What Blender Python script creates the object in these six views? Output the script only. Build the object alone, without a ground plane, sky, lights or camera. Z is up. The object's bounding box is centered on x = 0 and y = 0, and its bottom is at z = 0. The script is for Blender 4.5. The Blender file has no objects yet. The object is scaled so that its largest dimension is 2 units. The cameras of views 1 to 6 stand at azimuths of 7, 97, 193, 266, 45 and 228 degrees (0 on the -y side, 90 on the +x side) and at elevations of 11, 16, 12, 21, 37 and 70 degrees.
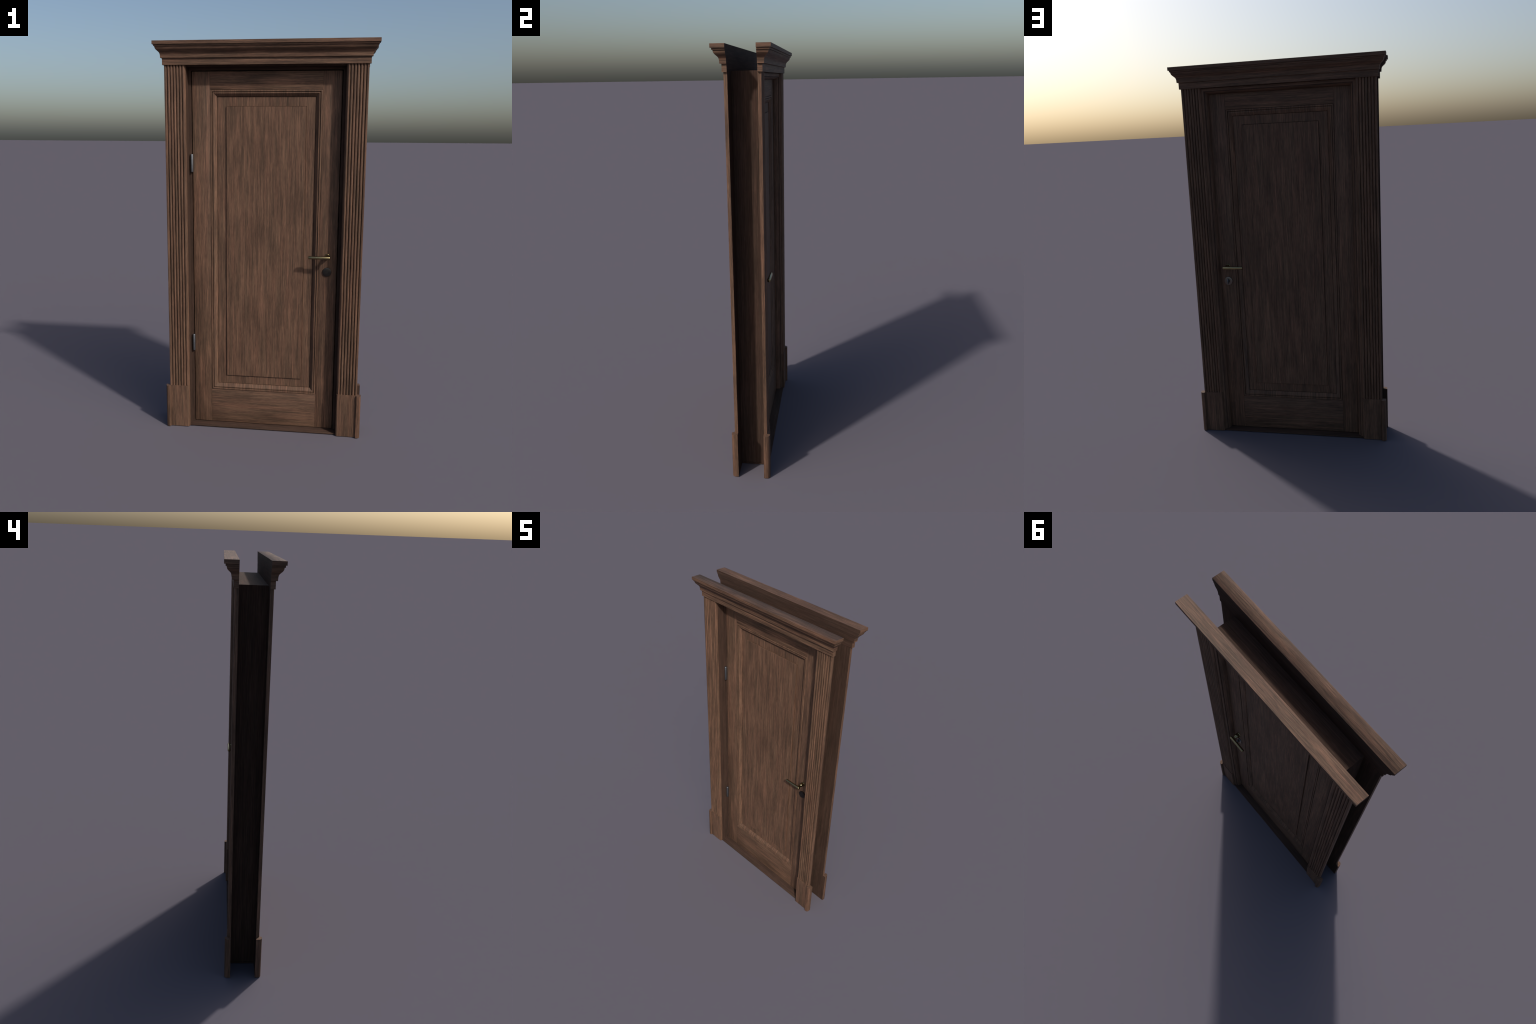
# A panelled wooden door in a classical frame: fluted pilasters on plinth blocks,
# moulded cornices on both faces, rebated jamb, raised-and-fielded door leaf,
# brass lever handles, lock plates and steel hinges.
import bpy, bmesh, math
from mathutils import Matrix, Vector

# ------------------------------------------------------------------ dimensions
WALL = 0.0625            # half thickness of the wall the frame is made for
PIL_IN, PIL_OUT, PIL_FACE = 0.392, 0.4974, 0.0781
PLINTH_TOP = 0.2305
CORNICE_LOW, CORNICE_TOP = 1.891, 2.0
LEAF_W, LEAF_LOW, LEAF_TOP = 0.3725, 0.0095, 1.8665
LEAF_FRONT, LEAF_BACK = -0.0132, 0.0318
FIELD_FRONT, FIELD_BACK = 0.0018, 0.0185
PANEL_X, PANEL_LOW, PANEL_TOP = 0.281, 0.1955, 1.7785
FIELD_X, FIELD_LOW, FIELD_TOP = 0.2005, 0.2760, 1.6980   # 80.5 mm in from the moulding
JAMB_IN, REBATE_IN, JAMB_OUT = 0.3912, 0.377, 0.402
SOFFIT, REBATE_SOFFIT, JAMB_TOP = 1.885, 1.8708, 1.8975
REBATE_Y = -0.0142
GROOVE = 0.0045          # depth of the gap that draws a dark line round the raised field
LOCK_X = 0.3245
LEVER_Z, LOCK_Z = 0.95, 0.8688


# ------------------------------------------------------------------ materials
def new_material(name):
    m = bpy.data.materials.new(name)
    m.use_nodes = True
    nt = m.node_tree
    nt.nodes.clear()
    out = nt.nodes.new("ShaderNodeOutputMaterial")
    bsdf = nt.nodes.new("ShaderNodeBsdfPrincipled")
    nt.links.new(bsdf.outputs[0], out.inputs[0])
    return m, nt, bsdf


def srgb(r, g, b, k=1.0):
    f = lambda c: (c / 255 / 12.92 if c < 10.3 else ((c / 255 + 0.055) / 1.055) ** 2.4) * k
    return (f(r), f(g), f(b), 1.0)


def wood(name, axis, face_grain=False, tint=1.0, gain=1.0, contrast=1.0, bump=0.22, rough=0.64, spec=0.24):
    """Stained timber with its grain running along `axis` (0 = x, 2 = z)."""
    m, nt, bsdf = new_material(name)
    N, L = nt.nodes.new, nt.links.new

    def math_node(op, a, b):
        n = N("ShaderNodeMath")
        n.operation = op
        for i, v in enumerate((a, b)):
            if isinstance(v, (int, float)):
                n.inputs[i].default_value = v
            else:
                L(v, n.inputs[i])
        return n.outputs[0]

    tc, info = N("ShaderNodeTexCoord"), N("ShaderNodeObjectInfo")
    shift = N("ShaderNodeVectorMath")
    shift.operation = "SCALE"
    shift.inputs[0].default_value = (7.3, 11.9, 5.1)
    L(info.outputs["Random"], shift.inputs["Scale"])
    add = N("ShaderNodeVectorMath")
    L(tc.outputs["Object"], add.inputs[0])
    L(shift.outputs[0], add.inputs[1])
    # slow waviness of the grain
    wob = N("ShaderNodeTexNoise")
    wob.inputs["Scale"].default_value = 5.0
    wob.inputs["Detail"].default_value = 2.0
    L(add.outputs[0], wob.inputs["Vector"])
    cen = N("ShaderNodeVectorMath")
    cen.operation = "SUBTRACT"
    cen.inputs[1].default_value = (0.5, 0.5, 0.5)
    L(wob.outputs["Color"], cen.inputs[0])
    sc = N("ShaderNodeVectorMath")
    sc.operation = "SCALE"
    sc.inputs["Scale"].default_value = 0.007
    L(cen.outputs[0], sc.inputs[0])
    pos = N("ShaderNodeVectorMath")
    L(add.outputs[0], pos.inputs[0])
    L(sc.outputs[0], pos.inputs[1])

    def grain(across, along, detail, rough=0.55):
        mp = N("ShaderNodeMapping")
        s = [across] * 3
        s[axis] = along
        if face_grain:                 # figure carries straight through the depth
            s[1] = along
        mp.inputs["Scale"].default_value = s
        L(pos.outputs[0], mp.inputs["Vector"])
        n = N("ShaderNodeTexNoise")
        n.inputs["Scale"].default_value = 1.0
        n.inputs["Detail"].default_value = detail
        n.inputs["Roughness"].default_value = rough
        L(mp.outputs[0], n.inputs["Vector"])
        return n.outputs["Fac"]

    fine = grain(420, 7, 5, 0.66)
    streak = grain(190, 4.0, 4, 0.6)
    cloud = grain(38, 5.5, 4, 0.6)
    pores = grain(950, 32, 2)
    broad = grain(13, 4.5, 2)
    red = grain(60, 3.2, 5, 0.65)

    v = 0.5
    for n, amp in ((fine, 1.25), (streak, 0.95), (cloud, 0.46), (pores, 0.75), (broad, 0.36)):
        v = math_node("ADD", math_node("MULTIPLY", math_node("SUBTRACT", n, 0.5), amp * contrast), v)

    def ramp(fac, stops):
        r = N("ShaderNodeValToRGB")
        e = r.color_ramp.elements
        for i, (p, c) in enumerate(stops):
            el = e[i] if i < 2 else e.new(p)
            el.position, el.color = p, c
        L(fac, r.inputs[0])
        return r.outputs[0]

    g = gain * 0.455
    tone = lambda r, gr, b: srgb(r, gr * (0.7 + 0.3 * tint), b * tint, g)
    grey = ramp(v, [(0.1, tone(76, 60, 46)), (0.5, tone(120, 93, 75)), (0.9, tone(166, 129, 103))])
    warm = ramp(v, [(0.1, tone(82, 61, 48)), (0.5, tone(134, 98, 79)), (0.9, tone(186, 137, 111))])
    mixf = ramp(red, [(0.38, (0, 0, 0, 1)), (0.70, (1, 1, 1, 1))])
    mix = N("ShaderNodeMix")
    mix.data_type = "RGBA"
    L(mixf, mix.inputs["Factor"])
    L(grey, mix.inputs[6])
    L(warm, mix.inputs[7])
    L(mix.outputs[2], bsdf.inputs["Base Color"])
    bsdf.inputs["Roughness"].default_value = rough
    bsdf.inputs["Specular IOR Level"].default_value = spec
    bp = N("ShaderNodeBump")
    bp.inputs["Strength"].default_value = bump
    bp.inputs["Distance"].default_value = 0.0015
    L(fine, bp.inputs["Height"])
    L(bp.outputs[0], bsdf.inputs["Normal"])
    return m


def metal(name, colour, rough, mottled=0.15):
    m, nt, bsdf = new_material(name)
    tc = nt.nodes.new("ShaderNodeTexCoord")
    n = nt.nodes.new("ShaderNodeTexNoise")
    n.inputs["Scale"].default_value = 90
    n.inputs["Detail"].default_value = 3
    nt.links.new(tc.outputs["Object"], n.inputs["Vector"])
    r = nt.nodes.new("ShaderNodeValToRGB")
    r.color_ramp.elements[0].position, r.color_ramp.elements[1].position = 0.3, 0.7
    r.color_ramp.elements[0].color = tuple(c * (1 - mottled) for c in colour) + (1,)
    r.color_ramp.elements[1].color = tuple(colour) + (1,)
    nt.links.new(n.outputs["Fac"], r.inputs[0])
    nt.links.new(r.outputs[0], bsdf.inputs["Base Color"])
    bsdf.inputs["Metallic"].default_value = 1.0
    bsdf.inputs["Roughness"].default_value = rough
    return m


WOOD_V = wood("stained_wood_upright", 2)
WOOD_H = wood("stained_wood_level", 0)
WOOD_M = wood("stained_wood_moulding", 2, face_grain=True, bump=0.12)
WOOD_R = wood("stained_wood_return", 1)
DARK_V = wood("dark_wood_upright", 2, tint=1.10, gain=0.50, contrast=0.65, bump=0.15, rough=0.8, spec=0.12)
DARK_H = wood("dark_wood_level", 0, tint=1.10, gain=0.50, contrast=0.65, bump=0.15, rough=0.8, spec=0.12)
BRASS = metal("aged_brass", (0.32, 0.26, 0.135), 0.24)
STEEL = metal("brushed_steel", (0.19, 0.203, 0.222), 0.5)
GUNMETAL_LIGHTENED = metal("gunmetal_lightened", (0.19, 0.165, 0.145), 0.34)  # front plate's metal, base lightened for the brighter reflection seen on the back
GUNMETAL = metal("gunmetal", (0.068, 0.062, 0.057), 0.36)


# ------------------------------------------------------------------ mesh helpers
def finish(bm, name, material, parent, loc=(0, 0, 0), smooth_angle=35, keep=None):
    bmesh.ops.remove_doubles(bm, verts=bm.verts, dist=1e-6)
    bmesh.ops.recalc_face_normals(bm, faces=bm.faces)
    me = bpy.data.meshes.new(name)
    if loc != (0, 0, 0):
        bmesh.ops.translate(bm, verts=bm.verts, vec=-Vector(loc))
    for f in bm.faces:
        f.smooth = True
    lim = math.radians(smooth_angle)
    for e in bm.edges:
        soft = len(e.link_faces) == 2 and e.calc_face_angle(0) < lim
        if keep and keep(e):
            soft = True
        e.smooth = soft
    bm.to_mesh(me)
    bm.free()
    me.materials.append(material)
    return place(me, name, parent, loc)


def place(me, name, parent, loc=(0, 0, 0), turn=0.0):
    ob = bpy.data.objects.new(name, me)
    ob.location = loc
    ob.rotation_euler = (0, 0, turn)
    ob.parent = parent
    bpy.context.scene.collection.objects.link(ob)
    return ob


def board(x0, x1, y0, y1, z0, z1, name, material, parent, bevel=0.0008):
    bm = bmesh.new()
    bmesh.ops.create_cube(bm, size=1)
    c = Vector(((x0 + x1) / 2, (y0 + y1) / 2, (z0 + z1) / 2))
    bmesh.ops.scale(bm, verts=bm.verts, vec=(x1 - x0, y1 - y0, z1 - z0))
    bmesh.ops.translate(bm, verts=bm.verts, vec=c)
    if bevel:
        bmesh.ops.bevel(bm, geom=bm.edges[:], offset=bevel, segments=2, affect="EDGES", profile=0.5)
    return finish(bm, name, material, parent, tuple(c))


def extrude_plan(bm, plan, z0, z1):
    """Close a plan outline (x, y) between two heights."""
    lo = [bm.verts.new((x, y, z0)) for x, y in plan]
    hi = [bm.verts.new((x, y, z1)) for x, y in plan]
    n = len(plan)
    for i in range(n):
        j = (i + 1) % n
        bm.faces.new((lo[i], lo[j], hi[j], hi[i]))
    bm.faces.new(lo[::-1])
    bm.faces.new(hi)


def arc(cx, cy, rx, ry, a0, a1, n):
    return [(cx + rx * math.cos(math.radians(a0 + (a1 - a0) * i / n)),
             cy + ry * math.sin(math.radians(a0 + (a1 - a0) * i / n))) for i in range(n + 1)]


def eased(points, r):
    """Ease each sharp corner of an open profile with a small chamfer of width r."""
    out = [points[0]]
    for a, b, c in zip(points, points[1:], points[2:]):
        a, b, c = Vector(a), Vector(b), Vector(c)
        u, w = a - b, c - b
        if u.length < 1e-9 or w.length < 1e-9 or u.angle(w) > math.radians(140) or min(u.length, w.length) < 2.2 * r:
            out.append(tuple(b))
            continue
        for k in (u.normalized() * r,
                  (u.normalized() + w.normalized()) * r * 0.3,
                  w.normalized() * r):
            out.append(tuple(b + k))
    out.append(points[-1])
    return out


# ------------------------------------------------------------------ the thing
door = bpy.data.objects.new("panelled_door", None)
door["label"] = "dark wooden panelled door in fluted frame with cornices"
door["category"] = "interior door"
bpy.context.scene.collection.objects.link(door)


# ---- cornices: one mitred moulding per face ---------------------------------
def cornice_profile():
    """(projection, height) from the top edge down to the underside."""
    p = [(0.1222, 2.0), (0.1222, 1.9836), (0.1168, 1.9834), (0.1163, 1.9757), (0.1123, 1.9746)]
    ogee = [(0.1121, 1.9728), (0.1108, 1.9675), (0.1085, 1.9625), (0.1032, 1.9568), (0.0985, 1.9523),
            (0.0945, 1.9477), (0.0924, 1.9430), (0.0913, 1.9375), (0.0908, 1.9310), (0.0905, 1.9238)]
    # refine the ogee with a Catmull-Rom curve
    q = [ogee[0]] + ogee + [ogee[-1]]
    for i in range(1, len(q) - 2):
        for s in range(3):
            t = s / 3
            a = []
            for k in (0, 1):
                p0, p1, p2, p3 = (q[i - 1][k], q[i][k], q[i + 1][k], q[i + 2][k])
                a.append(0.5 * (2 * p1 + (p2 - p0) * t + (2 * p0 - 5 * p1 + 4 * p2 - p3) * t * t
                                + (3 * p1 - p0 - 3 * p2 + p3) * t ** 3))
            p.append(tuple(a))
    p += [(0.0905, 1.9238), (0.0833, 1.9226), (0.0833, 1.8911), (0.0760, 1.8909)]
    return p


def cornice(name, turn, soft_back):
    bm = bmesh.new()
    chains = []
    for d, z in cornice_profile():
        x = 0.4222 + d
        chains.append([bm.verts.new(c) for c in ((-x, -WALL, z), (-x, -d, z), (x, -d, z), (x, -WALL, z))])
    for a, b in zip(chains, chains[1:]):
        for i in range(3):
            bm.faces.new((a[i], a[i + 1], b[i + 1], b[i]))
    bm.faces.new(chains[0])
    bm.faces.new(chains[-1][::-1])
    bm.faces.new([c[0] for c in chains] + [c[3] for c in chains][::-1])
    ob = finish(bm, name, WOOD_H, door)
    ob.rotation_euler = (0, 0, turn)
    ob.data.materials.append(DARK_H)
    ob.data.materials.append(WOOD_R)                  # the mitred returns are grained front to back
    for p in ob.data.polygons:                        # wall side in the dark wood
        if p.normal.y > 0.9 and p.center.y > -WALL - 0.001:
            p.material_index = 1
        elif abs(p.normal.x) > 0.05:
            p.material_index = 2
    if soft_back:
        # the top of the front piece reads as gently rounded towards the wall
        me = ob.data
        normals = [n.vector.copy() for n in me.corner_normals]
        for p in me.polygons:
            if p.normal.z > 0.9 and p.center.z > 1.999:
                for li in p.loop_indices:
                    if abs(me.vertices[me.loops[li].vertex_index].co.y + WALL) < 1e-5:
                        normals[li] = Vector((0, 0.62, 0.78)).normalized()
        me.normals_split_custom_set(normals)
    return ob


cornice("cornice", 0.0, True)
cornice("cornice", math.pi, False)


# ---- fluted pilasters --------------------------------------------------------
def pilaster_plan(side):
    """Plan outline of the front reeded pilaster on side -1 / +1, running inner to outer."""
    f = -PIL_FACE
    pts = [(PIL_IN, -WALL)] + [(PIL_IN + 0.0098 - 0.0098 * math.cos(t) ** 1.35, f + 0.0132 - 0.0132 * math.sin(t) ** 1.35)
                                  for t in [math.radians(90 * k / 10) for k in range(11)]]
    first, pitch, rise = 0.4097, 0.01494, 0.0070
    swell = lambda c, half, a0, a1, n: [(c + half * math.cos(math.radians(a0 + (a1 - a0) * k / n)),
                                         f + rise - rise * math.sin(math.radians(a0 + (a1 - a0) * k / n)))
                                        for k in range(n + 1)]
    quirk = lambda c: [(c - 0.0006, f + rise + 0.0038), (c + 0.0006, f + rise + 0.0038)]  # slot cut extra deep so the shade between reeds stays dark
    pts += swell(first - pitch / 2, pitch / 2 - 0.0006, 62, 6, 6)       # inner margin rolls into the first quirk
    for i in range(5):                                                    # five full reeds
        pts += quirk(first + i * pitch)
        pts += swell(first + (i + 0.5) * pitch, pitch / 2 - 0.0006, 174, 6, 14)
    pts += quirk(first + 5 * pitch)
    pts += swell(first + 5.5 * pitch, pitch / 2 - 0.0006, 174, 90, 7)    # outer margin
    pts += arc(PIL_OUT - 0.0008, f + 0.0008, 0.0008, 0.0008, 270, 360, 3) + [(PIL_OUT, -WALL)]
    return [(side * x, y) for x, y in pts]


def plinth_plan(side):
    f, bead = -0.0810, -0.0917
    pts = [(PIL_IN - 0.0004, -WALL + 0.0003)]
    pts += arc(PIL_IN + 0.0062, f + 0.0180, 0.0066, 0.0180, 180, 270, 8)
    pts += [(0.4935, f), (0.4950, bead + 0.0015)] + [(0.4962, bead)]
    pts += arc(0.5035, bead + 0.0148, 0.0146, 0.0148, 270, 360, 12)[0:]
    pts += [(0.5181, -WALL + 0.0003)]
    return [(side * x, y) for x, y in pts]


for side in (-1, 1):
    for kind, plan, z0, z1 in (("pilaster", pilaster_plan, PLINTH_TOP - 0.002, CORNICE_LOW + 0.001),
                               ("plinth_block", plinth_plan, 0.0, PLINTH_TOP)):
        bm = bmesh.new()
        extrude_plan(bm, plan(side), z0, z1)
        ob = finish(bm, kind, WOOD_V, door, smooth_angle=40)
        ob.data.materials.append(DARK_V)
        for p in ob.data.polygons:                    # darker wood on the face towards the wall
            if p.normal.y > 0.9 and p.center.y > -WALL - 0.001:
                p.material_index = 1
        place(ob.data, kind, door, turn=math.pi)      # the same piece serves the back


# ---- jamb, rebate and threshold ---------------------------------------------
def portal(inner, outer, soffit, top, y0, y1, low, name, material_v, material_h):
    """Two uprights and a head of rectangular section, as one frame."""
    bm = bmesh.new()
    outline = [(-outer, low), (-outer, top), (outer, top), (outer, low),
               (inner, low), (inner, soffit), (-inner, soffit), (-inner, low)]
    fr = [bm.verts.new((x, y0, z)) for x, z in outline]
    bk = [bm.verts.new((x, y1, z)) for x, z in outline]
    for i in range(8):
        j = (i + 1) % 8
        bm.faces.new((fr[i], fr[j], bk[j], bk[i]))
    quads = ((0, 1, 6, 7), (1, 2, 5, 6), (2, 3, 4, 5))
    for q in quads:
        bm.faces.new([fr[i] for i in q])
        bm.faces.new([bk[i] for i in q][::-1])
    edges = [e for e in bm.edges if e.calc_face_angle(0) > 1]
    bmesh.ops.bevel(bm, geom=edges, offset=0.0008, segments=2, affect="EDGES")
    ob = finish(bm, name, material_v, door)
    ob.data.materials.append(material_h)
    for p in ob.data.polygons:                       # head is grained level
        if p.center.z > soffit - 0.001 and abs(p.center.x) < inner:
            p.material_index = 1
    return ob


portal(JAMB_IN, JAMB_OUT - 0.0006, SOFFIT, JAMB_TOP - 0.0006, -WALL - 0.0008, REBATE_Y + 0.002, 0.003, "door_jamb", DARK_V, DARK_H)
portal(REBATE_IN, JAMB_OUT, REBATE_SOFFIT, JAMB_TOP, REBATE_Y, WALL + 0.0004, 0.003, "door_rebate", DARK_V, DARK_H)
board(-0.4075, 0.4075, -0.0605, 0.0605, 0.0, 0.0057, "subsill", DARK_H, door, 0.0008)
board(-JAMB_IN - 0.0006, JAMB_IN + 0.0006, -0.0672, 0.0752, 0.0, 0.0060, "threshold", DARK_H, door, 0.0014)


# ---- rounded stop moulding round the back of the leaf -------------------------
def stop_moulding():
    bm = bmesh.new()
    n, cx, cy, rx, ry, ex = 18, 0.3925, LEAF_BACK + 0.0008, 0.0262, 0.0335, 2.0
    prof = []
    for i in range(n + 1):
        t = math.radians(90 * i / n)
        prof.append((cx - rx * max(0.0, math.cos(t)) ** (2 / ex), cy + ry * math.sin(t) ** (2 / ex)))
    prof = [(REBATE_IN + 0.002, cy)] + prof + [(0.3950, cy + ry - 0.0004), (0.3950, cy + 0.004)]
    head = SOFFIT - JAMB_IN
    rows = []
    for x, y in prof:
        z = x + head
        rows.append([bm.verts.new(c) for c in ((-x, y, 0.005), (-x, y, z), (x, y, z), (x, y, 0.005))])
    rows.append(rows[0])
    for a, b in zip(rows, rows[1:]):
        for i in range(3):
            bm.faces.new((a[i], a[i + 1], b[i + 1], b[i]))
    for i in (0, 3):
        bm.faces.new([r[i] for r in rows[:-1]])
    ob = finish(bm, "door_stop", WOOD_V, door)
    ob.data.materials.append(WOOD_H)
    for p in ob.data.polygons:
        if abs(p.center.x) < 0.2:
            p.material_index = 1
    return ob


stop_moulding()


# ---- door leaf ---------------------------------------------------------------
leaf = board(-LEAF_W + 0.001, LEAF_W - 0.001, FIELD_FRONT + GROOVE, FIELD_BACK - GROOVE, LEAF_LOW + 0.001, LEAF_TOP - 0.001,
             "door_leaf", WOOD_V, door, 0)
ORIGIN = leaf.location.copy()


def into_leaf(ob):
    w = ob.location.copy()
    ob.parent = leaf
    ob.location = w - ORIGIN
    return ob


for s in (-1, 1):
    a, b = sorted((s * PANEL_X, s * LEAF_W))
    into_leaf(board(a, b, LEAF_FRONT, LEAF_BACK, LEAF_LOW, LEAF_TOP, "stile", WOOD_V, door, 0.0009))
for z0, z1 in ((LEAF_LOW, PANEL_LOW), (PANEL_TOP, LEAF_TOP)):
    into_leaf(board(-PANEL_X, PANEL_X, LEAF_FRONT, LEAF_BACK, z0, z1, "rail", WOOD_H, door, 0.0009))


def raised_field(front):
    """Flat field standing proud of the panel with a narrow chamfer all round."""
    base, s = (FIELD_FRONT, -1) if front else (FIELD_BACK, 1)
    cz, hz = (FIELD_LOW + FIELD_TOP) / 2, (FIELD_TOP - FIELD_LOW) / 2
    steps = [(0.0, -0.003), (0.0, 0.0052), (-0.0008, 0.0060)]
    bm = bmesh.new()
    rings = []
    for grow, rise in steps:
        x, z, y = FIELD_X + grow, hz + grow, base + s * rise
        rings.append([bm.verts.new(c) for c in ((-x, y, cz - z), (x, y, cz - z), (x, y, cz + z), (-x, y, cz + z))])
    for a, b in zip(rings, rings[1:]):
        for i in range(4):
            bm.faces.new((a[i], a[(i + 1) % 4], b[(i + 1) % 4], b[i]))
    bm.faces.new(rings[-1])
    bm.faces.new(rings[0][::-1])
    into_leaf(finish(bm, "raised_panel", WOOD_V, door, (0, base, cz)))


def panel_moulding(front):
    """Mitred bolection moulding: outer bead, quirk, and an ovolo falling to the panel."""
    face, field, s = (LEAF_FRONT, FIELD_FRONT, -1) if front else (LEAF_BACK, FIELD_BACK, 1)
    drop = abs(field - face)
    prof = [(-0.0004, -0.006), (0.0012, -0.004), (0.0014, 0.0010)]
    prof += [(0.0052 + 0.0038 * math.cos(t), 0.0010 + 0.0014 * math.sin(t))
             for t in [math.pi - math.pi * k / 8 for k in range(9)]]
    prof += [(0.0096, -0.0050), (0.0122, -0.0050), (0.0126, -0.0004)]
    prof += [(0.0142, 0.0002), (0.0162, 0.0001), (0.0178, -0.0007), (0.0192, -0.0019),
             (0.0320, -drop + 0.0030), (0.0326, -drop + 0.0020), (0.0326, -drop - 0.0060), (-0.0004, -drop - 0.0060)]
    cz, hz = (PANEL_LOW + PANEL_TOP) / 2, (PANEL_TOP - PANEL_LOW) / 2
    bm = bmesh.new()
    rings = []
    for inset, rise in prof:
        x, z, y = PANEL_X - inset, hz - inset, face + s * rise
        rings.append([bm.verts.new(c) for c in ((-x, y, cz - z), (x, y, cz - z), (x, y, cz + z), (-x, y, cz + z))])
    rings.append(rings[0])
    for a, b in zip(rings, rings[1:]):
        for i in range(4):
            bm.faces.new((a[i], a[(i + 1) % 4], b[(i + 1) % 4], b[i]))
    into_leaf(finish(bm, "panel_moulding", WOOD_M, door, (0, face, cz), smooth_angle=50))


def panel_margin(front):
    """Flat margin between moulding and raised field, leaving a thin gap that shows dark."""
    base, s = (FIELD_FRONT, -1) if front else (FIELD_BACK, 1)
    cz, hz = (PANEL_LOW + PANEL_TOP) / 2, (PANEL_TOP - PANEL_LOW) / 2
    bm = bmesh.new()
    rings = []
    for inset, rise in ((0.0344, -0.0004), (0.0348, 0.0), (0.0788, 0.0), (0.0792, -0.0004), (0.0792, -GROOVE - 0.001), (0.0344, -GROOVE - 0.001)):
        x, z, y = PANEL_X - inset, hz - inset, base + s * rise
        rings.append([bm.verts.new(c) for c in ((-x, y, cz - z), (x, y, cz - z), (x, y, cz + z), (-x, y, cz + z))])
    rings.append(rings[0])
    for a, b in zip(rings, rings[1:]):
        for i in range(4):
            bm.faces.new((a[i], a[(i + 1) % 4], b[(i + 1) % 4], b[i]))
    into_leaf(finish(bm, "panel_margin", WOOD_V, door, (0, base, cz)))


for front in (True, False):
    raised_field(front)
    panel_margin(front)
    panel_moulding(front)


# ---- ironmongery ---------------------------------------------------------------
def lathe(profile, n=40):
    """Surface of revolution about y from (radius, y) pairs."""
    bm = bmesh.new()
    rings = []
    for r, y in profile:
        if r < 1e-6:
            rings.append([bm.verts.new((0, y, 0))])
        else:
            rings.append([bm.verts.new((r * math.cos(2 * math.pi * i / n), y, r * math.sin(2 * math.pi * i / n)))
                          for i in range(n)])
    for a, b in zip(rings, rings[1:]):
        for i in range(n):
            j = (i + 1) % n
            q = [a[i % len(a)], a[j % len(a)], b[j % len(b)], b[i % len(b)]]
            u = []
            for w in q:
                if w not in u:
                    u.append(w)
            if len(u) > 2:
                bm.faces.new(u)
    return bm


def shifted(bm, loc, rot=None):
    if rot is not None:
        bmesh.ops.rotate(bm, verts=bm.verts, cent=(0, 0, 0), matrix=rot)
    bmesh.ops.translate(bm, verts=bm.verts, vec=loc)
    return bm


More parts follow.
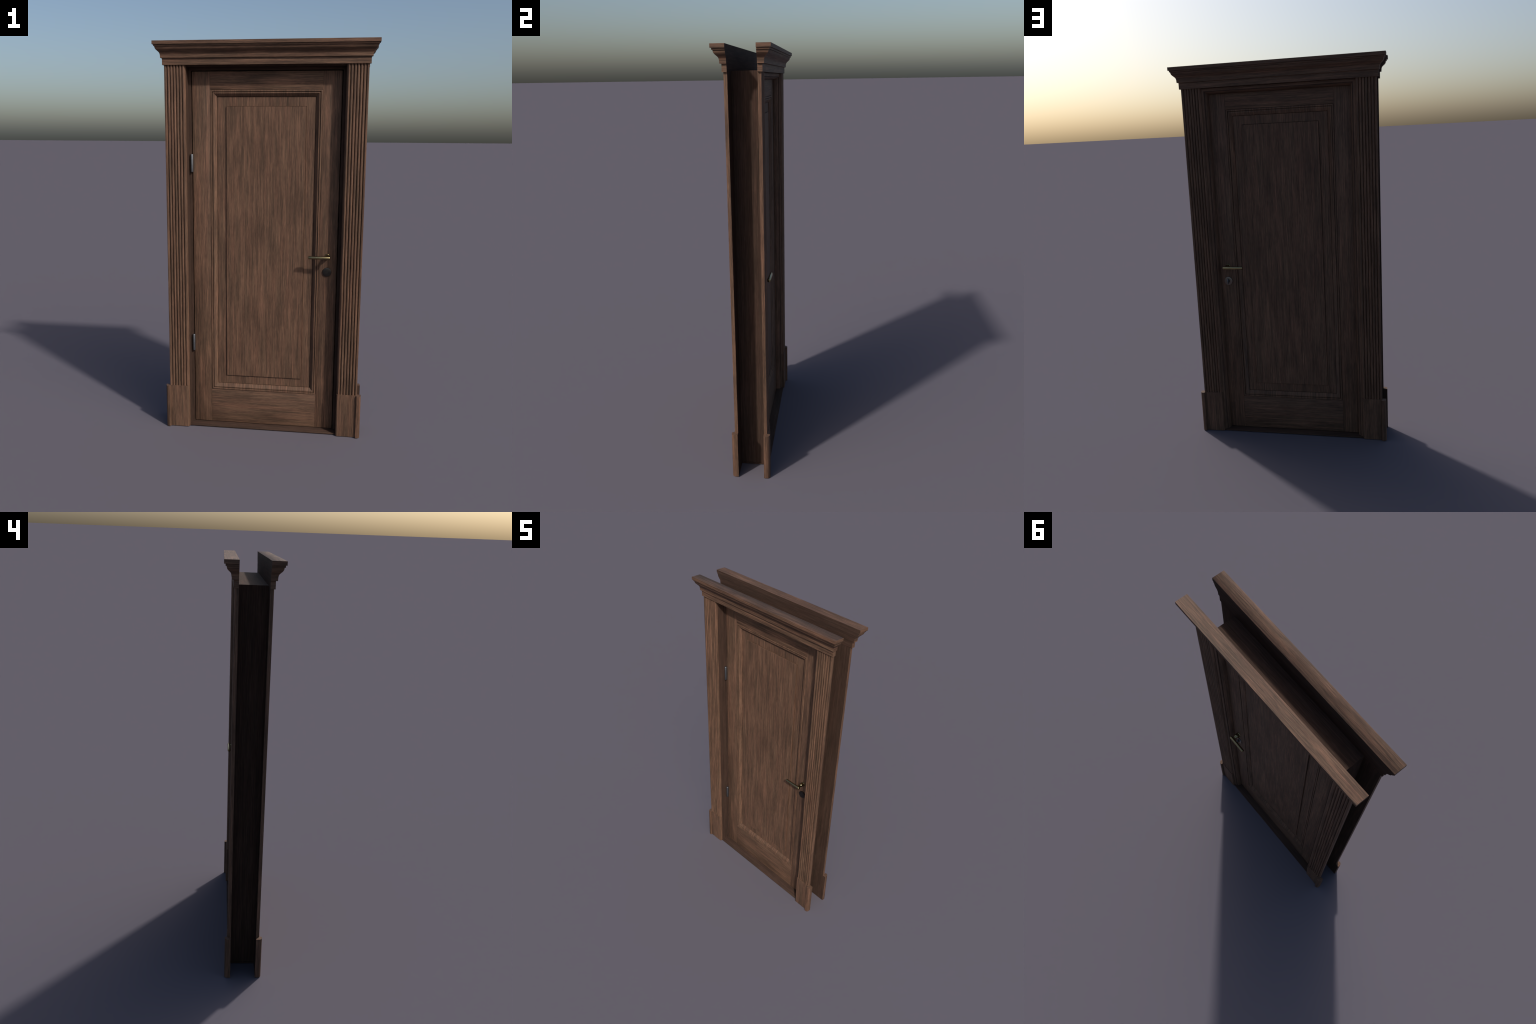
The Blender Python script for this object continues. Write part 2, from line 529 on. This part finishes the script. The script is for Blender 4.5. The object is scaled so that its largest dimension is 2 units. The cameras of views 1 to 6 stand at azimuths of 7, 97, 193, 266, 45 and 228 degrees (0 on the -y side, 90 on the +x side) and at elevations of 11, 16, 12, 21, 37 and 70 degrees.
QUARTER = Matrix.Rotation(math.radians(90), 3, "Z")
for face, s, reach in ((LEAF_FRONT, -1, 0.0490), (LEAF_BACK, 1, 0.0457)):
    # rose and neck
    prof = [(0.0, -0.002), (0.0138, -0.002), (0.0138, 0.0030), (0.0132, 0.0037), (0.0122, 0.0042), (0.0122, 0.0115),
            (0.0122, 0.0170), (0.0118, 0.0200), (0.0108, 0.0228), (0.0094, 0.0250), (0.0079, 0.0275), (0.0069, 0.0310), (0.0065, 0.037), (0.0064, reach), (0.0, reach)]
    bm = lathe([(r, s * y) for r, y in prof])
    into_leaf(finish(shifted(bm, (LOCK_X - 0.001, face, LEVER_Z - 0.0005)), "handle_rose", BRASS, door,
                     (LOCK_X - 0.001, face, LEVER_Z - 0.0005), smooth_angle=50))
    # lever bar
    L0, L1, r = 0.2290, 0.3390, 0.0083
    prof = [(0.0, L0), (r - 0.0028, L0), (r - 0.0009, L0 + 0.0010), (r, L0 + 0.0030),
            (r, L1 - 0.0030), (r - 0.0009, L1 - 0.0010), (r - 0.0028, L1), (0.0, L1)]
    bm = lathe(prof)
    bm = shifted(bm, (0, face + s * reach, LEVER_Z), Matrix.Rotation(math.radians(-90), 3, "Z"))
    into_leaf(finish(bm, "lever_handle", BRASS, door, (LOCK_X, face + s * reach, LEVER_Z), smooth_angle=50))
    # lock plate
    R = 0.0226
    rim = [(R, -0.002), (R, 0.0052), (R - 0.0004, 0.0060), (R - 0.0014, 0.0064)]
    if s < 0:
        # keyhole plug: a shallow cylinder; the slot is a thin near-black plate set on its face
        prof = [(0.0, -0.002)] + rim + [(0.0082, 0.0064), (0.0080, 0.0060), (0.0076, 0.0064), (0.0, 0.0064)]
    else:
        prof = [(0.0, -0.002)] + rim + [(0.0, 0.0064)]
    bm = lathe([(q, s * y) for q, y in prof], 56)
    plate = into_leaf(finish(shifted(bm, (LOCK_X, face, LOCK_Z)), "lock_plate", GUNMETAL if s < 0 else GUNMETAL_LIGHTENED, door, (LOCK_X, face, LOCK_Z), smooth_angle=40))
    if s < 0:
        slot = bmesh.new()
        outline = arc(0, 0.0030, 0.0016, 0.0016, -40, 220, 10) + [(-0.0009, -0.0048), (0.0009, -0.0048)]
        a = [slot.verts.new((x, -0.0060, z)) for x, z in outline]
        b = [slot.verts.new((x, -0.0066, z)) for x, z in outline]
        for i in range(len(a)):
            j = (i + 1) % len(a)
            slot.faces.new((a[i], a[j], b[j], b[i]))
        slot.faces.new(a)
        slot.faces.new(b[::-1])
        into_leaf(finish(shifted(slot, (LOCK_X, face, LOCK_Z)), "keyhole",
                         metal("keyhole_near_black", (0.04, 0.04, 0.04), 0.7), door, (LOCK_X, face, LOCK_Z)))
    else:
        # thumb turn: an upright oval paddle on a short boss
        boss = lathe([(0.0, 0.005), (0.0085, 0.005), (0.0085, 0.010), (0.0075, 0.011), (0.0, 0.011)])
        into_leaf(finish(shifted(boss, (LOCK_X, face, LOCK_Z)), "thumb_turn_boss", GUNMETAL, door, (LOCK_X, face, LOCK_Z)))
        turn = bmesh.new()
        bmesh.ops.create_uvsphere(turn, u_segments=28, v_segments=16, radius=1)
        bmesh.ops.scale(turn, verts=turn.verts, vec=(0.0042, 0.0085, 0.0160))
        c = (LOCK_X, face + 0.0155, LOCK_Z)
        into_leaf(finish(shifted(turn, c), "thumb_turn", STEEL, door, c))

# hinges: a barrel of two knuckles with small finials
for z0, z1 in ((0.4143, 0.5050), (1.3690, 1.4605)):
    r, h = 0.0074, (z1 - z0) / 2
    prof = [(0, -h), (r - 0.0025, -h), (r - 0.0006, -h + 0.001), (r, -h + 0.003), (r, -0.0006), (r - 0.0009, -0.0002),
            (r - 0.0009, 0.0002), (r, 0.0006), (r, h - 0.003), (r - 0.0006, h - 0.001), (r - 0.0025, h), (0, h)]
    bm = lathe(prof, 28)
    c = (-0.3768, -0.0205, (z0 + z1) / 2)
    bm = shifted(bm, c, Matrix.Rotation(math.radians(90), 3, "X"))
    into_leaf(finish(bm, "hinge", STEEL, door, c, smooth_angle=50))
    into_leaf(board(-0.3770, -0.3700, -0.0236, -0.0128, z0 + 0.002, z1 - 0.002, "hinge_flap", STEEL, door, 0.0006))
